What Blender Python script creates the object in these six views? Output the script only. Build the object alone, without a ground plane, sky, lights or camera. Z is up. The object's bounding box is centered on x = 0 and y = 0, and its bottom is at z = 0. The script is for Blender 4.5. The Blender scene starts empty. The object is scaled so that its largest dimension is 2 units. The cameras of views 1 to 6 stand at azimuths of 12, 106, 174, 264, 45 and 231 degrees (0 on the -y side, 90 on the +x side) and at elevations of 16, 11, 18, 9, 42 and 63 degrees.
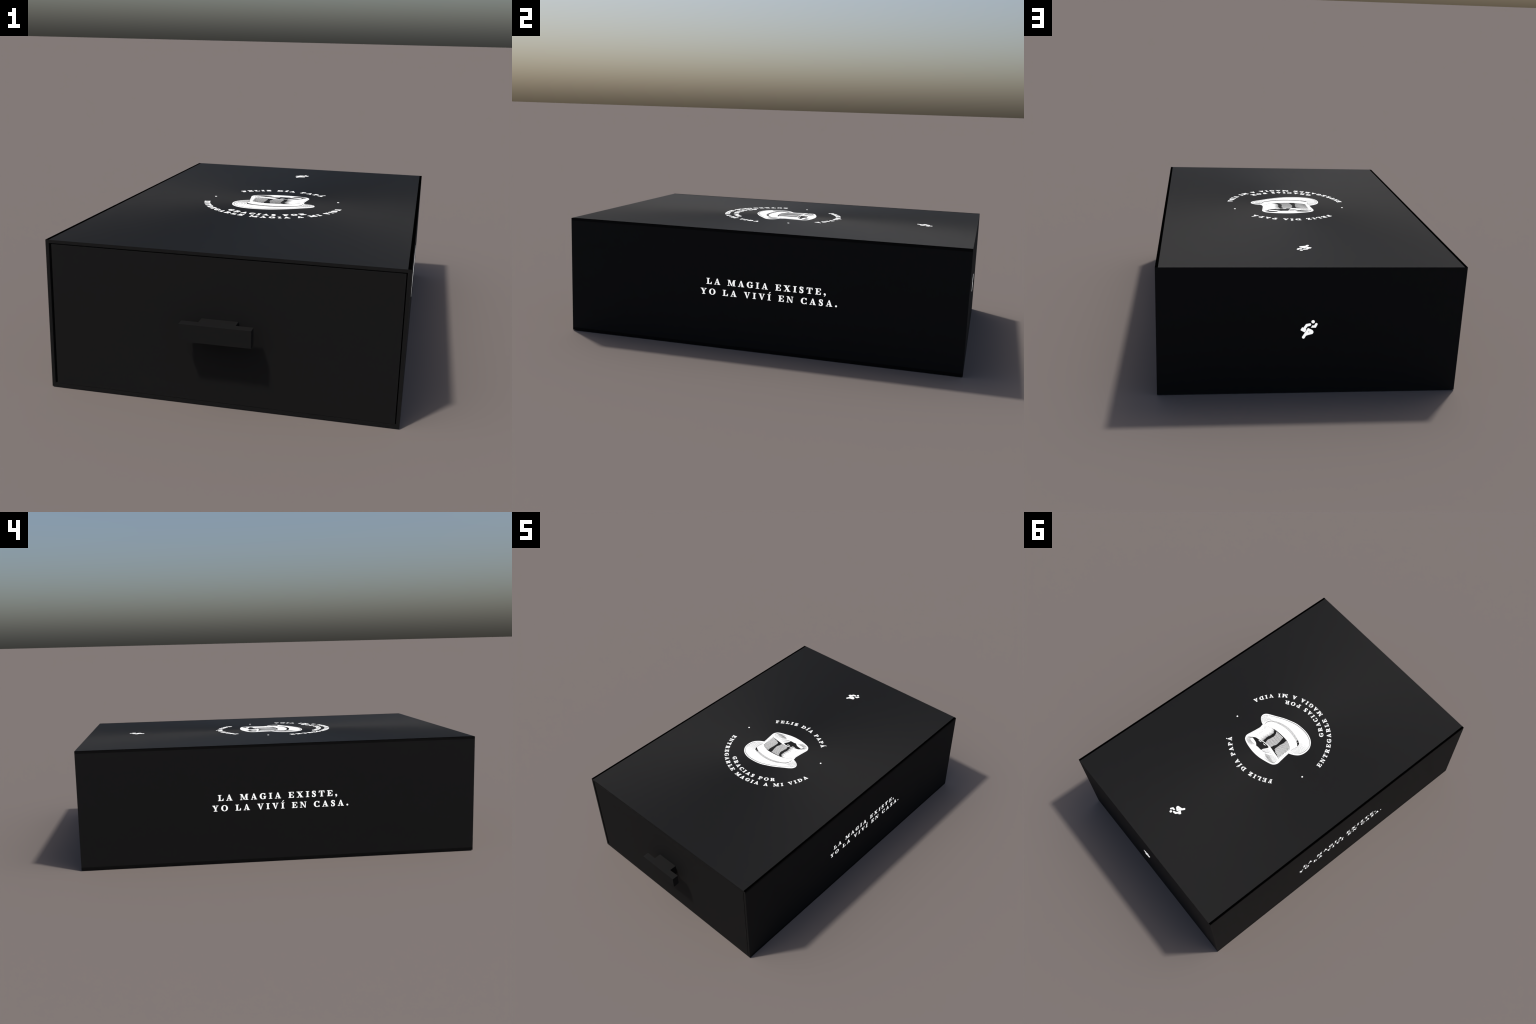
"""Matt black drawer-style gift box: an open-fronted cardboard sleeve, a pull-out
drawer with a T-shaped handle, and white print (serif lettering, an engraved top
hat in a ring of text, a small running figure)."""
import bpy, bmesh, math
from mathutils import Matrix, Vector

# ------------------------------------------------------------------ sizes (m)
TURN = 0.0029                   # the whole box stands turned a hair (radians)
HX = 0.6466                     # half width of the sleeve
Y0, Y1 = -0.9246, 0.998         # open front edge, back face
H = 0.571                       # height
SIDE_T, TOP_T, BASE_T, BACK_T = 0.0125, 0.0118, 0.0138, 0.0165
INK = 0.006                     # thickness of the print, in cap heights

scene = bpy.context.scene
coll = scene.collection


# ------------------------------------------------------------------ materials
def principled(name, colour, rough, spec=0.5, grain=0.0, glow=0.0, brushed=0.0):
    m = bpy.data.materials.new(name)
    m.use_nodes = True
    nt = m.node_tree
    b = nt.nodes["Principled BSDF"]
    b.inputs["Roughness"].default_value = rough
    b.inputs["Specular IOR Level"].default_value = spec
    if brushed:                                             # sheen that turns round the upright axis of the box
        b.inputs["Anisotropic"].default_value = brushed
        geo = nt.nodes.new("ShaderNodeNewGeometry")
        sep = nt.nodes.new("ShaderNodeSeparateXYZ")
        com = nt.nodes.new("ShaderNodeCombineXYZ")
        for axis, k, out in (("Y", -0.5, "X"), ("X", 1 / 1.3, "Y")):
            mul = nt.nodes.new("ShaderNodeMath")
            mul.operation = "MULTIPLY"
            mul.inputs[1].default_value = k
            nt.links.new(sep.outputs[axis], mul.inputs[0])
            nt.links.new(mul.outputs[0], com.inputs[out])
        nt.links.new(geo.outputs["Position"], sep.inputs[0])
        nt.links.new(com.outputs[0], b.inputs["Tangent"])
    if grain:
        co = nt.nodes.new("ShaderNodeTexCoord")
        no = nt.nodes.new("ShaderNodeTexNoise")
        no.inputs["Scale"].default_value = 140.0
        no.inputs["Detail"].default_value = 3.0
        ra = nt.nodes.new("ShaderNodeValToRGB")
        ra.color_ramp.elements[0].position = 0.3
        ra.color_ramp.elements[1].position = 0.7
        ra.color_ramp.elements[0].color = (*[c * (1 - grain) for c in colour], 1)
        ra.color_ramp.elements[1].color = (*[c * (1 + grain) for c in colour], 1)
        nt.links.new(co.outputs["Object"], no.inputs["Vector"])
        nt.links.new(no.outputs["Fac"], ra.inputs["Fac"])
        nt.links.new(ra.outputs["Color"], b.inputs["Base Color"])
    else:
        b.inputs["Base Color"].default_value = (*colour, 1)
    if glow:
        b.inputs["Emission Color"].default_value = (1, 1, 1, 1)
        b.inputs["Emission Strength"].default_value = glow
    return m


BOARD = principled("black_board", (0.0060, 0.0060, 0.0060), 0.85, 0.27, grain=0.04, brushed=0.5)
EDGE = principled("painted_black_shadow_strip", (0.0004, 0.0004, 0.0004), 0.9, 0.0)
SHADOW_BAND = principled("board_darkened_shadow_band", (0.0030, 0.0030, 0.0030), 0.85, 0.15, brushed=0.5)  # board colour halved to draw the dim shading where panels overlap
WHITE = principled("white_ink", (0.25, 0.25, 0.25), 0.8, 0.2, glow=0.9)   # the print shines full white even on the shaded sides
BLACK_INK = principled("black_ink", (0.0060, 0.0060, 0.0060), 0.85, 0.27, brushed=0.5)


# ------------------------------------------------------------------ mesh helpers
def link(name, mesh, parent=None, mats=()):
    ob = bpy.data.objects.new(name, mesh)
    coll.objects.link(ob)
    ob.parent = parent
    for m in mats:
        if m.name not in [x.name for x in mesh.materials if x]:
            mesh.materials.append(m)
    return ob


def box(bm, x0, x1, y0, y1, z0, z1):
    vs = [bm.verts.new(p) for p in ((x0, y0, z0), (x1, y0, z0), (x1, y1, z0), (x0, y1, z0),
                                    (x0, y0, z1), (x1, y0, z1), (x1, y1, z1), (x0, y1, z1))]
    return [bm.faces.new([vs[i] for i in f]) for f in
            ((3, 2, 1, 0), (4, 5, 6, 7), (0, 1, 5, 4), (1, 2, 6, 5), (2, 3, 7, 6), (3, 0, 4, 7))]


def finish(bm, name):
    bmesh.ops.recalc_face_normals(bm, faces=bm.faces)
    me = bpy.data.meshes.new(name)
    bm.to_mesh(me)
    bm.free()
    return me


class Flat:
    """Collects flat shapes and raises each into a thin prism; every next shape
    stands a hair higher so that overlapping tops never share a plane."""

    def __init__(self, base=-0.06, top=INK, step=0.0003):
        self.bm, self.base, self.top, self.step = bmesh.new(), base, top, step

    def poly(self, pts, holes=()):
        area = sum(a[0] * b[1] - b[0] * a[1] for a, b in zip(pts, pts[1:] + pts[:1]))
        if area < 0:
            pts = pts[::-1]
        lo = [self.bm.verts.new((x, y, self.base)) for x, y in pts]
        hi = [self.bm.verts.new((x, y, self.top)) for x, y in pts]
        n = len(pts)
        top = self.bm.faces.new(hi)
        for i in range(n):
            j = (i + 1) % n
            self.bm.faces.new((lo[i], lo[j], hi[j], hi[i]))
        if n > 4:
            bmesh.ops.triangulate(self.bm, faces=[top])
        self.top += self.step

    def rect(self, x0, y0, x1, y1):
        self.poly([(x0, y0), (x1, y0), (x1, y1), (x0, y1)])

    def ribbon(self, pts, widths):
        """Stroke of changing width along a line of points."""
        n = len(pts)
        if not hasattr(widths, "__len__"):
            widths = [widths] * n
        L, R = [], []
        for i, (x, y) in enumerate(pts):
            a, b = pts[max(i - 1, 0)], pts[min(i + 1, n - 1)]
            dx, dy = b[0] - a[0], b[1] - a[1]
            d = math.hypot(dx, dy) or 1.0
            w = max(widths[i], 1e-4) / 2
            L.append((x - dy / d * w, y + dx / d * w))
            R.append((x + dy / d * w, y - dx / d * w))
        self.strip(L, R)

    def strip(self, L, R):
        bm, n = self.bm, len(L)
        lo = [[bm.verts.new((x, y, self.base)) for x, y in s] for s in (L, R)]
        hi = [[bm.verts.new((x, y, self.top)) for x, y in s] for s in (L, R)]
        for i in range(n - 1):
            bm.faces.new((hi[0][i], hi[1][i], hi[1][i + 1], hi[0][i + 1]))
            bm.faces.new((hi[0][i], hi[0][i + 1], lo[0][i + 1], lo[0][i]))
            bm.faces.new((hi[1][i + 1], hi[1][i], lo[1][i], lo[1][i + 1]))
        for i in (0, n - 1):
            bm.faces.new((hi[0][i], hi[1][i], lo[1][i], lo[0][i]))
        self.top += self.step

    def ring(self, cx, cy, rx, ry, tx, ty, a0=0, a1=360, n=36):
        """Elliptical bowl of a letter: thick (tx) at the sides, thin (ty) at top and bottom."""
        L, R = [], []
        for i in range(n + 1):
            a = math.radians(a0 + (a1 - a0) * i / n)
            c, s = math.cos(a), math.sin(a)
            L.append((cx + rx * c, cy + ry * s))
            R.append((cx + (rx - tx) * c, cy + (ry - ty) * s))
        self.strip(L, R)

    def disc(self, cx, cy, r, n=20):
        self.poly([(cx + r * math.cos(math.tau * i / n), cy + r * math.sin(math.tau * i / n)) for i in range(n)])

    def mesh(self, name):
        return finish(self.bm, name)


def smooth(pts, closed=False, k=6):
    """Catmull-Rom curve through hand-placed points."""
    n, out = len(pts), []
    for i in range(n if closed else n - 1):
        if closed:
            p = [pts[(i + d) % n] for d in (-1, 0, 1, 2)]
        else:
            p = [pts[min(max(i + d, 0), n - 1)] for d in (-1, 0, 1, 2)]
        for j in range(k):
            t = j / k
            out.append(tuple(0.5 * (2 * p[1][c] + (p[2][c] - p[0][c]) * t
                                    + (2 * p[0][c] - 5 * p[1][c] + 4 * p[2][c] - p[3][c]) * t * t
                                    + (3 * p[1][c] - p[0][c] - 3 * p[2][c] + p[3][c]) * t ** 3) for c in (0, 1)))
    if not closed:
        out.append(tuple(pts[-1]))
    return out


def along(curve, s):
    """Point at fraction s of the length of a polyline."""
    ls = [math.dist(a, b) for a, b in zip(curve, curve[1:])]
    d = min(max(s, 0), 1) * sum(ls)
    for (a, b), l in zip(zip(curve, curve[1:]), ls):
        if d <= l:
            t = d / l if l else 0
            return (a[0] + (b[0] - a[0]) * t, a[1] + (b[1] - a[1]) * t)
        d -= l
    return curve[-1]


def mix(a, b, t):
    return (a[0] + (b[0] - a[0]) * t, a[1] + (b[1] - a[1]) * t)


# ------------------------------------------------------------------ the box itself
gift_box = bpy.data.objects.new("gift_box", None)
coll.objects.link(gift_box)
gift_box.rotation_euler = (0, 0, TURN)
gift_box["label"] = "black drawer gift box with white lettering and top hat print"
gift_box["category"] = "gift box"

# side walls: full height, upper ends painted black for the self-shadow of coincident faces
side_panels = []
for sx in (-1, 1):
    bm = bmesh.new()
    xi, xo = sx * (HX - SIDE_T), sx * HX
    x0, x1 = min(xi, xo), max(xi, xo)
    for z0, z1, y_end in ((0, BASE_T, 1), (BASE_T, H - TOP_T, 0), (H - TOP_T, H, 1)):
        fs = box(bm, x0, x1, Y0, Y1, z0, z1)
        if y_end:
            fs[3 if sx > 0 else 5].material_index = 2
    bmesh.ops.remove_doubles(bm, verts=bm.verts, dist=1e-5)
    inner = [f for f in bm.faces if all(any(abs(v.co.z - z) < 1e-6 for v in f.verts) for z in (f.calc_center_median().z,))
             and abs(f.normal.z) > 0.9 and 0.001 < f.calc_center_median().z < H - 0.001]
    bmesh.ops.delete(bm, geom=inner, context="FACES_ONLY")
    bmesh.ops.recalc_face_normals(bm, faces=bm.faces)
    for f in bm.faces:
        if f.normal.z > 0.9:
            f.material_index = 1
    ob = link("side_panel", finish(bm, "side_panel"), gift_box, (BOARD, EDGE, SHADOW_BAND))
    side_panels.append(ob)
side_left, side_right = side_panels


def slab(name, *dims):
    bm = bmesh.new()
    box(bm, *dims)
    return link(name, finish(bm, name), gift_box, (BOARD,))


XI = HX - SIDE_T
top_panel = slab("top_panel", -XI, XI, Y0, Y1, H - TOP_T, H)
back_panel = slab("back_panel", -XI, XI, Y1 - BACK_T, Y1, BASE_T, H - TOP_T)
base_panel = slab("base_panel", -XI, XI, Y0, Y1, 0.0, BASE_T)

# drawer: front board and an open tray behind it
DX0, DX1, DZ0, DZ1, DY = -0.6250, 0.6303, 0.0150, 0.5556, -0.9240
bm = bmesh.new()
t = 0.012
box(bm, DX0, DX1, DY, DY + t, DZ0, DZ1)
box(bm, DX0, DX0 + t, DY + t, 0.962, DZ0, DZ1 - 0.01)
box(bm, DX1 - t, DX1, DY + t, 0.962, DZ0, DZ1 - 0.01)
box(bm, DX0 + t, DX1 - t, 0.962 - t, 0.962, DZ0, DZ1 - 0.01)
box(bm, DX0 + t, DX1 - t, DY + t, 0.962 - t, DZ0, DZ0 + t)
drawer = link("drawer", finish(bm, "drawer"), gift_box, (BOARD,))

# handle: T-shaped in plan, a wide grip bar on a narrower neck
BX0, BX1, NX0, NX1, BY0, BY1, BZ0, BZ1 = -0.1245, 0.1335, -0.063, 0.0705, -0.9996, -0.9635, 0.2675, 0.331
bm = bmesh.new()
plan = [(BX0, BY0), (BX1, BY0), (BX1, BY1), (NX1, BY1), (NX1, DY), (NX0, DY), (NX0, BY1), (BX0, BY1)]
f = bm.faces.new([bm.verts.new((x, y, BZ0)) for x, y in plan])
up = bmesh.ops.extrude_face_region(bm, geom=[f])
bmesh.ops.translate(bm, vec=(0, 0, BZ1 - BZ0), verts=[g for g in up["geom"] if isinstance(g, bmesh.types.BMVert)])
handle = link("handle", finish(bm, "handle"), drawer, (BOARD,))


# ------------------------------------------------------------------ bold serif capitals
# Cap height 1; each letter is a list of strokes: stems, hairlines, slab serifs, bowls.
S, HAIR, SF = 0.27, 0.11, 0.085


def letter_I(g, x=0.0):
    g.rect(x + .15, 0, x + .15 + S, 1)
    g.rect(x, 0, x + .57, SF)
    g.rect(x, 1 - SF, x + .57, 1)


def acute(g, x):
    g.poly([(x - .08, 1.12), (x + .03, 1.12), (x + .27, 1.38), (x + .06, 1.38)])


def arms(g, x_end, bottom):
    """Left stem with the arms of E and F."""
    g.rect(.13, 0, .13 + S, 1)
    g.rect(0, 1 - SF, x_end - .04, 1)
    g.poly([(x_end - .24, 1), (x_end - .04, 1), (x_end - .02, .68), (x_end - .09, .68)])
    g.rect(.3, .46, .64, .55)
    g.poly([(.66, .34), (.66, .68), (.60, .68), (.50, .52), (.50, .48), (.60, .34)])
    if bottom:
        g.rect(0, 0, x_end - .02, SF)
        g.poly([(x_end - .3, 0), (x_end - .03, 0), (x_end, .36), (x_end - .07, .36)])
    else:
        g.rect(0, 0, .58, SF)


def glyph(ch):
    g = Flat()
    if ch in "IÍ":
        w = .57
        letter_I(g)
        if ch == "Í":
            acute(g, .27)
    elif ch == "L":
        w = .93
        letter_I(g)
        g.rect(.3, 0, .9, SF)
        g.poly([(.58, 0), (.90, 0), (.93, .40), (.86, .40)])
    elif ch == "E":
        w = .93
        arms(g, .93, True)
    elif ch == "F":
        w = .88
        arms(g, .88, False)
    elif ch == "T":
        w = 1.0
        g.rect(.5 - S / 2, 0, .5 + S / 2, 1)
        g.rect(.22, 0, .78, SF)
        g.rect(.03, 1 - SF, .97, 1)
        g.poly([(.03, 1), (.25, 1), (.08, .64), (0, .64)])
        g.poly([(.97, 1), (.75, 1), (.92, .64), (1.0, .64)])
    elif ch in "AÁ":
        w = 1.04
        g.poly([(.42, 1.02), (.58, 1.02), (.96, .03), (.63, .03)])
        g.poly([(.43, 1.0), (.53, .93), (.21, .03), (.09, .03)])
        g.rect(.24, .28, .76, .37)
        g.rect(0, 0, .36, SF)
        g.rect(.54, 0, 1.04, SF)
        if ch == "Á":
            acute(g, .52)
    elif ch == "V":
        w = 1.06
        g.poly([(.08, .97), (.41, .97), (.64, -.02), (.50, -.02)])
        g.poly([(.82, .97), (.95, .97), (.62, 0), (.53, .06)])
        g.rect(0, 1 - SF, .48, 1)
        g.rect(.68, 1 - SF, 1.06, 1)
    elif ch == "M":
        w = 1.38
        g.rect(.14, 0, .25, 1)
        g.rect(0, 0, .40, SF)
        g.poly([(.08, 1), (.42, 1), (.78, .03), (.64, .03)])
        g.poly([(.98, 1), (1.08, 1), (.74, .03), (.65, .10)])
        g.rect(.97, 0, .97 + S, 1)
        g.rect(.84, 0, 1.38, SF)
        g.rect(0, 1 - SF, .3, 1)
        g.rect(1.0, 1 - SF, 1.38, 1)
    elif ch == "N":
        w = 1.10
        g.rect(.14, 0, .25, 1)
        g.rect(0, 0, .40, SF)
        g.rect(0, 1 - SF, .3, 1)
        g.poly([(.06, 1), (.38, 1), (.97, -.02), (.80, -.02)])
        g.rect(.86, 0, .97, 1)
        g.rect(.72, 1 - SF, 1.10, 1)
    elif ch == "O":
        w = 1.12
        g.ring(.56, .5, .56, .52, S + .03, .09)
    elif ch in "CG":
        w = 1.0 if ch == "C" else 1.10
        g.ring(.55, .5, .55, .52, S + .04, .09, 42, 318 if ch == "C" else 312)
        g.poly([(.94, .64), (.94, 1.0), (.87, 1.0), (.84, .90), (.70, .80), (.88, .64)])
        if ch == "G":
            g.rect(.72, .04, .72 + S, .46)
            g.rect(.60, .42, 1.10, .50)
        else:
            g.poly([(.78, .14), (.92, .0), (.97, .0), (.97, .30), (.91, .30)])
    elif ch == "S":
        w = .74
        g.ribbon(smooth([(.60, .80), (.52, .93), (.36, .965), (.18, .90), (.15, .74), (.30, .58),
                         (.48, .46), (.58, .28), (.52, .11), (.34, .035), (.16, .08), (.08, .22)]),
                 [.10 + .17 * math.sin(math.pi * i / 66) ** 2 for i in range(67)])
        g.poly([(.66, .66), (.66, 1.0), (.60, 1.0), (.48, .90), (.59, .66)])
        g.poly([(.04, .36), (.04, 0), (.10, 0), (.24, .10), (.11, .36)])
    elif ch == "X":
        w = 1.14
        g.poly([(.09, .97), (.44, .97), (1.05, .03), (.70, .03)])
        g.poly([(.84, .97), (.97, .97), (.27, .03), (.14, .03)])
        g.rect(0, 1 - SF, .54, 1)
        g.rect(.66, 1 - SF, 1.08, 1)
        g.rect(.02, 0, .42, SF)
        g.rect(.58, 0, 1.14, SF)
    elif ch == "Y":
        w = 1.04
        g.poly([(.07, .97), (.41, .97), (.66, .45), (.40, .42)])
        g.poly([(.80, .97), (.93, .97), (.66, .45), (.54, .45)])
        g.rect(.40, 0, .40 + S, .50)
        g.rect(.24, 0, .82, SF)
        g.rect(0, 1 - SF, .48, 1)
        g.rect(.66, 1 - SF, 1.04, 1)
    elif ch == "Z":
        w = .90
        g.poly([(.50, .97), (.87, .97), (.38, .03), (.02, .03)])
        g.rect(.05, 1 - SF, .86, 1)
        g.rect(.03, 0, .86, SF)
        g.poly([(.05, 1), (.32, 1), (.12, .66), (.04, .66)])
        g.poly([(.55, 0), (.87, 0), (.90, .38), (.82, .38)])
    elif ch == "D":
        w = 1.10
        g.rect(.13, 0, .13 + S, 1)
        g.rect(0, 0, .50, SF)
        g.rect(0, 1 - SF, .50, 1)
        g.ring(.46, .5, .64, .5, S + .04, .085, -90, 90)
    elif ch in "PR":
        w = .96 if ch == "P" else 1.08
        g.rect(.13, 0, .13 + S, 1)
        g.rect(0, 0, .58, SF)
        g.rect(0, 1 - SF, .52, 1)
        g.rect(.3, .43, .52, .51)
        g.ring(.50, .715, .44, .285, S + .01, .085, -90, 90)
        if ch == "R":
            g.poly([(.46, .50), (.70, .50), (1.0, .03), (.72, .03)])
            g.rect(.70, 0, 1.08, SF)
    elif ch == ".":
        w = .33
        g.disc(.165, .155, .155)
    else:  # comma
        w = .40
        g.disc(.17, .16, .16)
        g.ribbon(smooth([(.27, .20), (.29, .06), (.22, -.10), (.06, -.22)]), [.14 - .10 * i / 18 for i in range(19)])
    me = g.mesh("glyph_" + {",": "comma", ".": "period", "Í": "i_acute", "Á": "a_acute"}.get(ch, ch.lower()))
    me.transform(Matrix.Translation((-w / 2, -0.5, 0)))      # origin in the middle of the capital
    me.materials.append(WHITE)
    return me, w


GLYPHS = {ch: glyph(ch) for ch in "ACDEFGILMNOPRSTVXYZÍÁ.,"}
GAP, WORD = 0.436, 0.82                                        # tracking and extra word space


def advance(text, gap):
    """Centres of the letters of a line, starting from 0 at the first centre."""
    out, x, prev = [], 0.0, None
    for ch in text:
        if ch == " ":
            x += WORD
            continue
        w = GLYPHS[ch][1]
        if prev is not None:
            x += prev / 2 + gap + w / 2
        out.append((ch, x))
        prev = w
    return out


def place(ch, parent, origin, right, up, cap):
    n = right.cross(up)
    m = Matrix((right, up, n)).transposed().to_4x4()
    ob = link("punctuation_mark" if ch in ".," else "letter", GLYPHS[ch][0], parent)
    ob.matrix_local = Matrix.Translation(origin) @ m @ Matrix.Scale(cap, 4)
    return ob


def straight(text, parent, start, right, up, cap):
    for ch, x in advance(text, GAP):
        place(ch, parent, start + right * (x * cap), right, up, cap)


def arched(text, parent, centre, radius, a0, a1, cap, outward):
    """Letters on an arc from angle a0 to a1 (degrees), heads outward or inward."""
    length = abs(math.radians(a1 - a0)) * radius / cap
    n = sum(ch != " " for ch in text)
    gap = GAP + (length - advance(text, GAP)[-1][1]) / (n - 1)
    total = advance(text, gap)[-1][1]
    for ch, x in advance(text, gap):
        a = math.radians(a0 + (a1 - a0) * x / total)
        rad = Vector((math.cos(a), math.sin(a), 0))
        up = rad if outward else -rad
        right = up.cross(Vector((0, 0, 1)))
        place(ch, parent, centre + rad * radius, right, up, cap)


Z = Vector((0, 0, 1))
CAP = 0.0288
for panel, right, x, shift in ((side_left, Vector((0, -1, 0)), -HX, -0.002), (side_right, Vector((0, 1, 0)), HX, 0.128)):
    straight("LA MAGIA EXISTE,", panel, Vector((x, 0, 0.321)) + right * (-0.324 + shift), right, Z, CAP)
    straight("YO LA VIVÍ EN CASA.", panel, Vector((x, 0, 0.2705)) + right * (-0.351 + shift), right, Z, CAP)

C = Vector((0.008, -0.013, H + 0.001))          # the lid print stands a millimetre proud
ECAP = 0.0250
arched("FELIZ DÍA PAPÁ", top_panel, C, 0.295, 130.6, 51.8, ECAP, True)
arched("GRACIAS POR", top_panel, C, 0.2555, -124.8, -50.9, ECAP, False)
arched("ENTREGARLE MAGIA A MI VIDA", top_panel, C, 0.3015, -167.2, -11.5, ECAP, False)
dot = Flat(top=INK)
dot.disc(0, 0, 0.19, 24)
dot_mesh = dot.mesh("round_dot")
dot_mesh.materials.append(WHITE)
for a in (19.8, 168.1):
    ob = link("dot", dot_mesh, top_panel)
    r = math.radians(a)
    ob.matrix_local = Matrix.Translation(C + Vector((math.cos(r), math.sin(r), 0)) * 0.2955) @ Matrix.Scale(ECAP, 4)

# ------------------------------------------------------------------ running figure
# drawn in millimetres about the middle of the figure
g = Flat(base=-0.4, top=0.6, step=0.02)
g.disc(18.2, 33.7, 7.2, 28)                                                          # head
g.poly([(10.5, 7), (16, 16.8), (23.5, 16.8), (28.5, 26), (30.2, 27.5), (32.4, 27.8), (34.6, 27.2), (36.2, 25.8),
        (37.3, 24), (37.5, 21.9), (30.8, 6.8)])                                      # forearm and raised hand
g.poly([(5.3, 26.5), (7.2, 26.0), (8.8, 24.8), (10, 23), (10.2, 20.7), (9.7, 18.6), (8.4, 16.7), (5.3, 15),
        (-4.3, 12.9), (-11.9, 1.3), (-9, -2.2), (-15.5, -14.1), (-31.6, -5.5), (-33.1, -4.2), (-33.2, -2.4),
        (-27.8, 7.3), (-26.8, 8.3), (-25.6, 8.4), (-21.9, 6.4), (-11.8, 22.6), (-10.6, 23.6), (-9, 24)])   # arm and bag
g.poly([(-1.6, 5), (15.9, -3.8), (18.2, -5.8), (20.2, -8.6), (21.4, -12.0), (21.5, -15.2), (20.2, -18.5),
        (18.3, -20.9), (15.7, -22.3), (1.8, -25.7), (-7.8, -28.9), (-1.4, -15.1), (5.5, -13.8), (8.7, -11.7),
        (1.9, -9.1)])                                                                # bent leg
g.poly([(-1.6, 5), (1.9, -9.1), (-1.4, -15.1), (-7.8, -28.9), (-10.4, -31.4), (-14.4, -39.6), (-15.6, -41.3),
        (-17.4, -42.5), (-19.2, -43.0), (-21.4, -42.7), (-23.5, -41.4), (-25.2, -39.2), (-25.9, -36.6),
        (-25.5, -34.6), (-12.9, -13.3), (-7.3, -4.5), (-3.9, 3)])                     # standing leg
runner = g.mesh("running_figure")
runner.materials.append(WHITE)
mm = Matrix.Scale(0.001, 4)


def put_runner(parent, origin, right, up, size):
    ob = link("running_figure", runner, parent)
    m = Matrix((right, up, right.cross(up))).transposed().to_4x4()
    ob.matrix_local = Matrix.Translation(origin) @ m @ Matrix.Scale(0.001 * size, 4)


put_runner(back_panel, Vector((0.0130, Y1, 0.2962)), Vector((-1, 0, 0)), Z, 1.0)
put_runner(top_panel, Vector((0.0092, 0.7395, H)), Vector((1, 0, 0)), Vector((0, 1, 0)), 0.97)

# ------------------------------------------------------------------ engraved top hat
# millimetres about the middle of the ring of text
brim = [(168, 3.2), (180.3, -7.5), (185.8, -17.9), (187.1, -29.4), (180.3, -45), (164.5, -59.2), (131.3, -80.5),
        (90.2, -107.2), (51.6, -126.8), (7.5, -144.6), (-41.7, -151.8), (-85.8, -151), (-122.3, -141.3),
        (-149.3, -124.4), (-168.9, -98.8), (-176.7, -71.3), (-176.2, -42), (-167.3, -16.8), (-149.1, 3.5),
        (-129.7, 17), (-118.6, 22.6)]
crown = [(-118.6, 22.6), (-121.6, 51.6), (-126.1, 84.6), (-129.6, 110.8), (-126.9, 126.2), (-118.9, 140),
         (-103.5, 150.8), (-66.1, 164.3), (-22.1, 175.7), (24.4, 179.5), (68.9, 176.4), (103.8, 169.4), (124, 160.9),
         (134.3, 148.4), (138.9, 133.1), (135.4, 103.6), (131.1, 68.7), (129.1, 40.7), (132.6, 26), (133.5, 16.4)]
side = [(133.5, 16.4), (150.5, 11.7), (168, 3.2)]
outline = smooth(brim)[:-1] + smooth(crown)[:-1] + smooth(side)[:-1]
g = Flat(base=-1.4, top=0.6)
g.poly(outline)
hat_mesh = g.mesh("top_hat")
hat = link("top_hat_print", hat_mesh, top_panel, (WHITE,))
hat.matrix_local = Matrix.Translation(C) @ mm

ink = Flat(base=0.3, top=0.75, step=0.003)
rim = smooth([(108.1, 116.3), (94.8, 106.3), (73.9, 99.4), (42, 89.5), (13.2, 83.2), (-17.1, 81.2), (-51.4, 82.4),
              (-87, 87.9), (-114.7, 98.7)])
band_low = smooth([(123, 24.8), (100.4, 1.3), (62.4, -15.6), (30, -20.5), (-1.9, -22.9), (-43.8, -24.2), (-80.3, -14.9),
                   (-107.9, 4.9)])


def on_crown(s, t):
    """s runs round the crown from right to left, t from the upper rim to the hat band."""
    return mix(along(rim, s), along(band_low, s), t)


def edge(table, t):
    """Value of a shade edge at height t, from a few (t, s) stations."""
    for (t0, s0), (t1, s1) in zip(table, table[1:]):
        if t <= t1:
            u = (t - t0) / (t1 - t0)
            u = u * u * (3 - 2 * u)
            return s0 + (s1 - s0) * u
    return table[-1][1]


# two dark streaks of reflected shade running down the crown
A_L = [(0, .300), (.33, .305), (.6, .338), (.8, .348), (.92, .320), (1, .285)]
A_R = [(0, .385), (.23, .370), (.41, .395), (.65, .420), (.84, .405), (1, .365)]
B_L = [(0, .575), (.14, .590), (.4, .630), (.65, .625), (.83, .610), (1, .605)]
B_R = [(0, .925), (.035, .760), (.1, .690), (.2, .685), (.48, .695), (.78, .720), (1, .715)]
ts = [i / 24 for i in range(25)]
for a, b in ((A_L, A_R), (B_L, B_R)):
    ink.strip([on_crown(edge(a, t), .01 + .98 * t) for t in ts], [on_crown(edge(b, t), .01 + .98 * t) for t in ts])
# engraved lines: even between the streaks, wedge-shaped to either side
ROWS = 17
for i in range(ROWS):
    t = (i + .5) / ROWS
    pitch = 104 / ROWS
    a, b = edge(A_R, t) - .01, edge(B_L, t) + .01
    ink.ribbon([on_crown(a + (b - a) * k / 10, t) for k in range(11)], pitch * .56)
    a, b = edge(B_R, t) - .01, .975 - .02 * (i % 2)
    ink.ribbon([on_crown(a + (b - a) * k / 10, t) for k in range(11)], [pitch * (.58 - .16 * k / 10) for k in range(11)])
    a, b = edge(A_L, t) + .01, edge(A_L, t) - .115 + .05 * t - .02 * (i % 3)
    ink.ribbon([on_crown(a + (b - a) * k / 6, t) for k in range(7)], [pitch * .75 * (1 - k / 6) for k in range(7)])
    if i % 2:
        ink.ribbon([on_crown(.03 + .10 * k / 5 + .02 * (i % 2), t) for k in range(6)], [1.0, 1.2, 1.2, 1.0, .7, .3])
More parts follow.
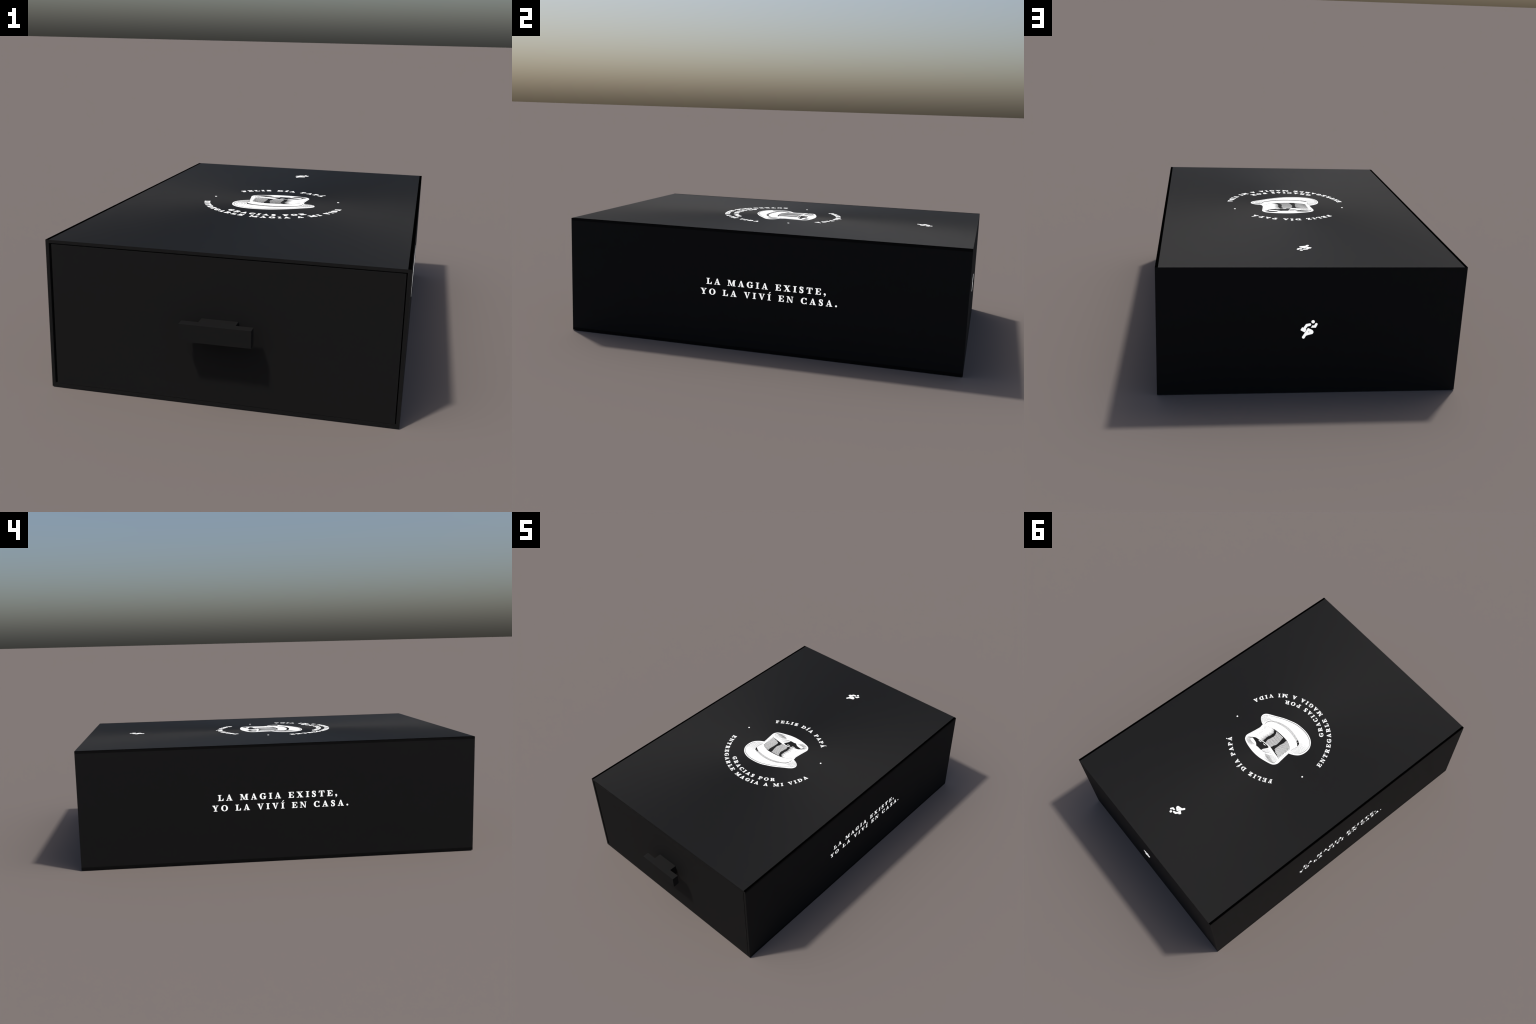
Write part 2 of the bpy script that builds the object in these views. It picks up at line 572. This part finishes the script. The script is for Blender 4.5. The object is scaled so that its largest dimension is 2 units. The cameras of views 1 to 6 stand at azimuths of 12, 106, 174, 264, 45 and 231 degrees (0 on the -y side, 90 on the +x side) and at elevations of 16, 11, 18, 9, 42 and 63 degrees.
# hollow of the crown seen over the rim
ink.poly(smooth([(110.4, 123.3), (99, 113), (94, 108), (86.3, 104.2), (70.8, 100.5), (37.9, 91.5), (11.6, 87.0), (-8, 87.5),
                 (-12.2, 92.6), (-9.2, 101.2), (-3, 113.8), (1.2, 122.2), (3.3, 135.1), (19.7, 136.6),
                 (33.6, 137.2), (43.8, 139.4), (57.9, 129.7), (71, 125.1), (84.7, 123.1), (99.8, 122.0)], closed=True, k=3))
for i in range(9):                                                     # half-lit lining beside it
    u = i / 8
    ink.ribbon([mix((2, 132), (-12, 99), u), mix((-20, 128), (-44, 101), u)], .9)
ink.ribbon(smooth([(-2, 135), (-20.8, 128.1), (-36, 116.9), (-53.8, 102)]), [1.0 + 1.6 * math.sin(math.pi * i / 18) for i in range(19)])


def fan(a, b, n, w, taper=True):
    """n fine lines between curve a and curve b."""
    a, b = smooth(a), smooth(b)
    for i in range(n):
        u = i / (n - 1)
        pts = [mix(along(a, k / 16), along(b, k / 16), u) for k in range(17)]
        ink.ribbon(pts, [w * (math.sin(math.pi * (k + 1.5) / 19) if taper else 1) for k in range(17)])


# lines on the crown's top, left and right
fan([(-42.5, 142.5), (-80.3, 140.9), (-110.4, 130.2), (-110.1, 112.5), (-93.5, 96.1)],
    [(-26.9, 133), (-46.5, 125.3), (-62.6, 117.8), (-66.3, 109.2), (-61.1, 99.1)], 8, 2.0)
fan([(-25, 152), (-60, 153), (-100, 143), (-118, 130), (-120, 112)],
    [(-40, 146), (-76, 145), (-108, 134), (-113, 122), (-112, 106)], 3, 1.2)
fan([(64.9, 159.1), (91, 162), (116.1, 155.4), (125, 141.1), (109.4, 124.1)],
    [(54.6, 138.1), (75, 142.4), (94.7, 141.6), (106.5, 135.2), (100.9, 122)], 8, 1.4)
# brim: fine line inside the rolled edge, swelling at the front
ink.ribbon(smooth([(179.4, -32.3), (170.6, -43.1), (154.5, -54.2), (125.6, -75.9), (84.4, -102.4), (45.8, -121.9),
                   (0.9, -139.1), (-45.8, -145.4), (-86.9, -144), (-119.9, -134.2), (-143.2, -121.2), (-158.8, -102.9),
                   (-168.5, -76), (-168, -44), (-158, -16)]),
           [.8 + 2.6 * math.sin(math.pi * i / 84) ** 1.5 for i in range(85)])
fan([(-116.4, 14.9), (-147.4, -6.7), (-165.9, -41.7), (-165.3, -77.9), (-150.6, -105.3)],
    [(-109.1, -8.9), (-118, -34), (-119, -57.5), (-112.7, -76.7), (-104.6, -88.7)], 8, 1.5)
fan([(140.8, 11.5), (163, 1.5), (179, -15.5), (177, -34.5), (163, -46)],
    [(130.7, -6.5), (138.8, -15.8), (139.2, -28.1), (131.4, -38.8), (120.3, -45.7)], 7, 1.6)
# shade under the hat band: nested lines crossed by short dashes, darkest at its left end
top_c = smooth([(126.6, 10.1), (129.3, -10), (123.3, -29), (111.5, -40.4), (88, -54.3), (52.8, -67.6), (14.1, -74.8),
                (-30.1, -74.3), (-69.7, -68.4), (-101.2, -57.1), (-113, -47)])
low_c = smooth([(130.5, 0), (131.5, -12), (127.5, -30), (115.7, -45.8), (79.8, -69.6), (37.2, -84.8), (-8.1, -89.5),
                (-52.8, -85.4), (-89.4, -76.9), (-107.1, -69.5), (-113, -57)])
for u, w in ((.05, 1.5), (.36, 1.1), (.66, 1.1), (.95, 1.4)):
    ink.ribbon([mix(along(top_c, k / 40), along(low_c, k / 40), u) for k in range(41)],
               [w * (.4 + .6 * math.sin(math.pi * k / 40)) for k in range(41)])
for i in range(34):
    s = .30 + .62 * i / 33
    ink.ribbon([mix(along(top_c, s), along(low_c, s + .01), .1), mix(along(top_c, s), along(low_c, s + .01), .9)],
               .5 + 1.6 * (i / 33) ** 3)
ink.poly([(-88.5, -63), (-84, -78), (-96, -74.5), (-93, -61)])
ink.poly([(-95, -60.5), (-99, -73), (-108, -69), (-114.5, -57.5), (-115.5, -45), (-104, -56)])
# edges of the hat band and crown
ink.ribbon([along(band_low, .26 + .5 * k / 20) for k in range(21)], [2.6 * math.sin(math.pi * (k + 1) / 22) + .6 for k in range(21)])
ink.ribbon([along(band_low, .02 + .24 * k / 12) for k in range(13)], .9)
ink.ribbon(smooth([(-119, 22), (-115, 50), (-119, 84), (-121, 112)]), .7)
ink.ribbon(smooth([(-112.2, 4), (-114.2, -22), (-116.3, -44)]), 1.0)
ink.ribbon(smooth([(126, 32), (127, 66), (131, 102), (134, 130)]), .7)
shade = link("top_hat_engraving", ink.mesh("top_hat_engraving"), top_panel, (BLACK_INK,))
shade.matrix_local = Matrix.Translation(C) @ mm

# two white glints in the dark hollow
g = Flat(base=0.3, top=1.4, step=0.003)
g.ribbon([(66, 104.5), (56, 103), (44.5, 99.5)], [1.0, 4.2, 2.4])
g.ribbon([(30, 97.5), (20, 97.5), (10.5, 95.0)], [1.0, 4.2, 2.4])
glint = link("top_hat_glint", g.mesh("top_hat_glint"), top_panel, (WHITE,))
glint.matrix_local = Matrix.Translation(C) @ mm
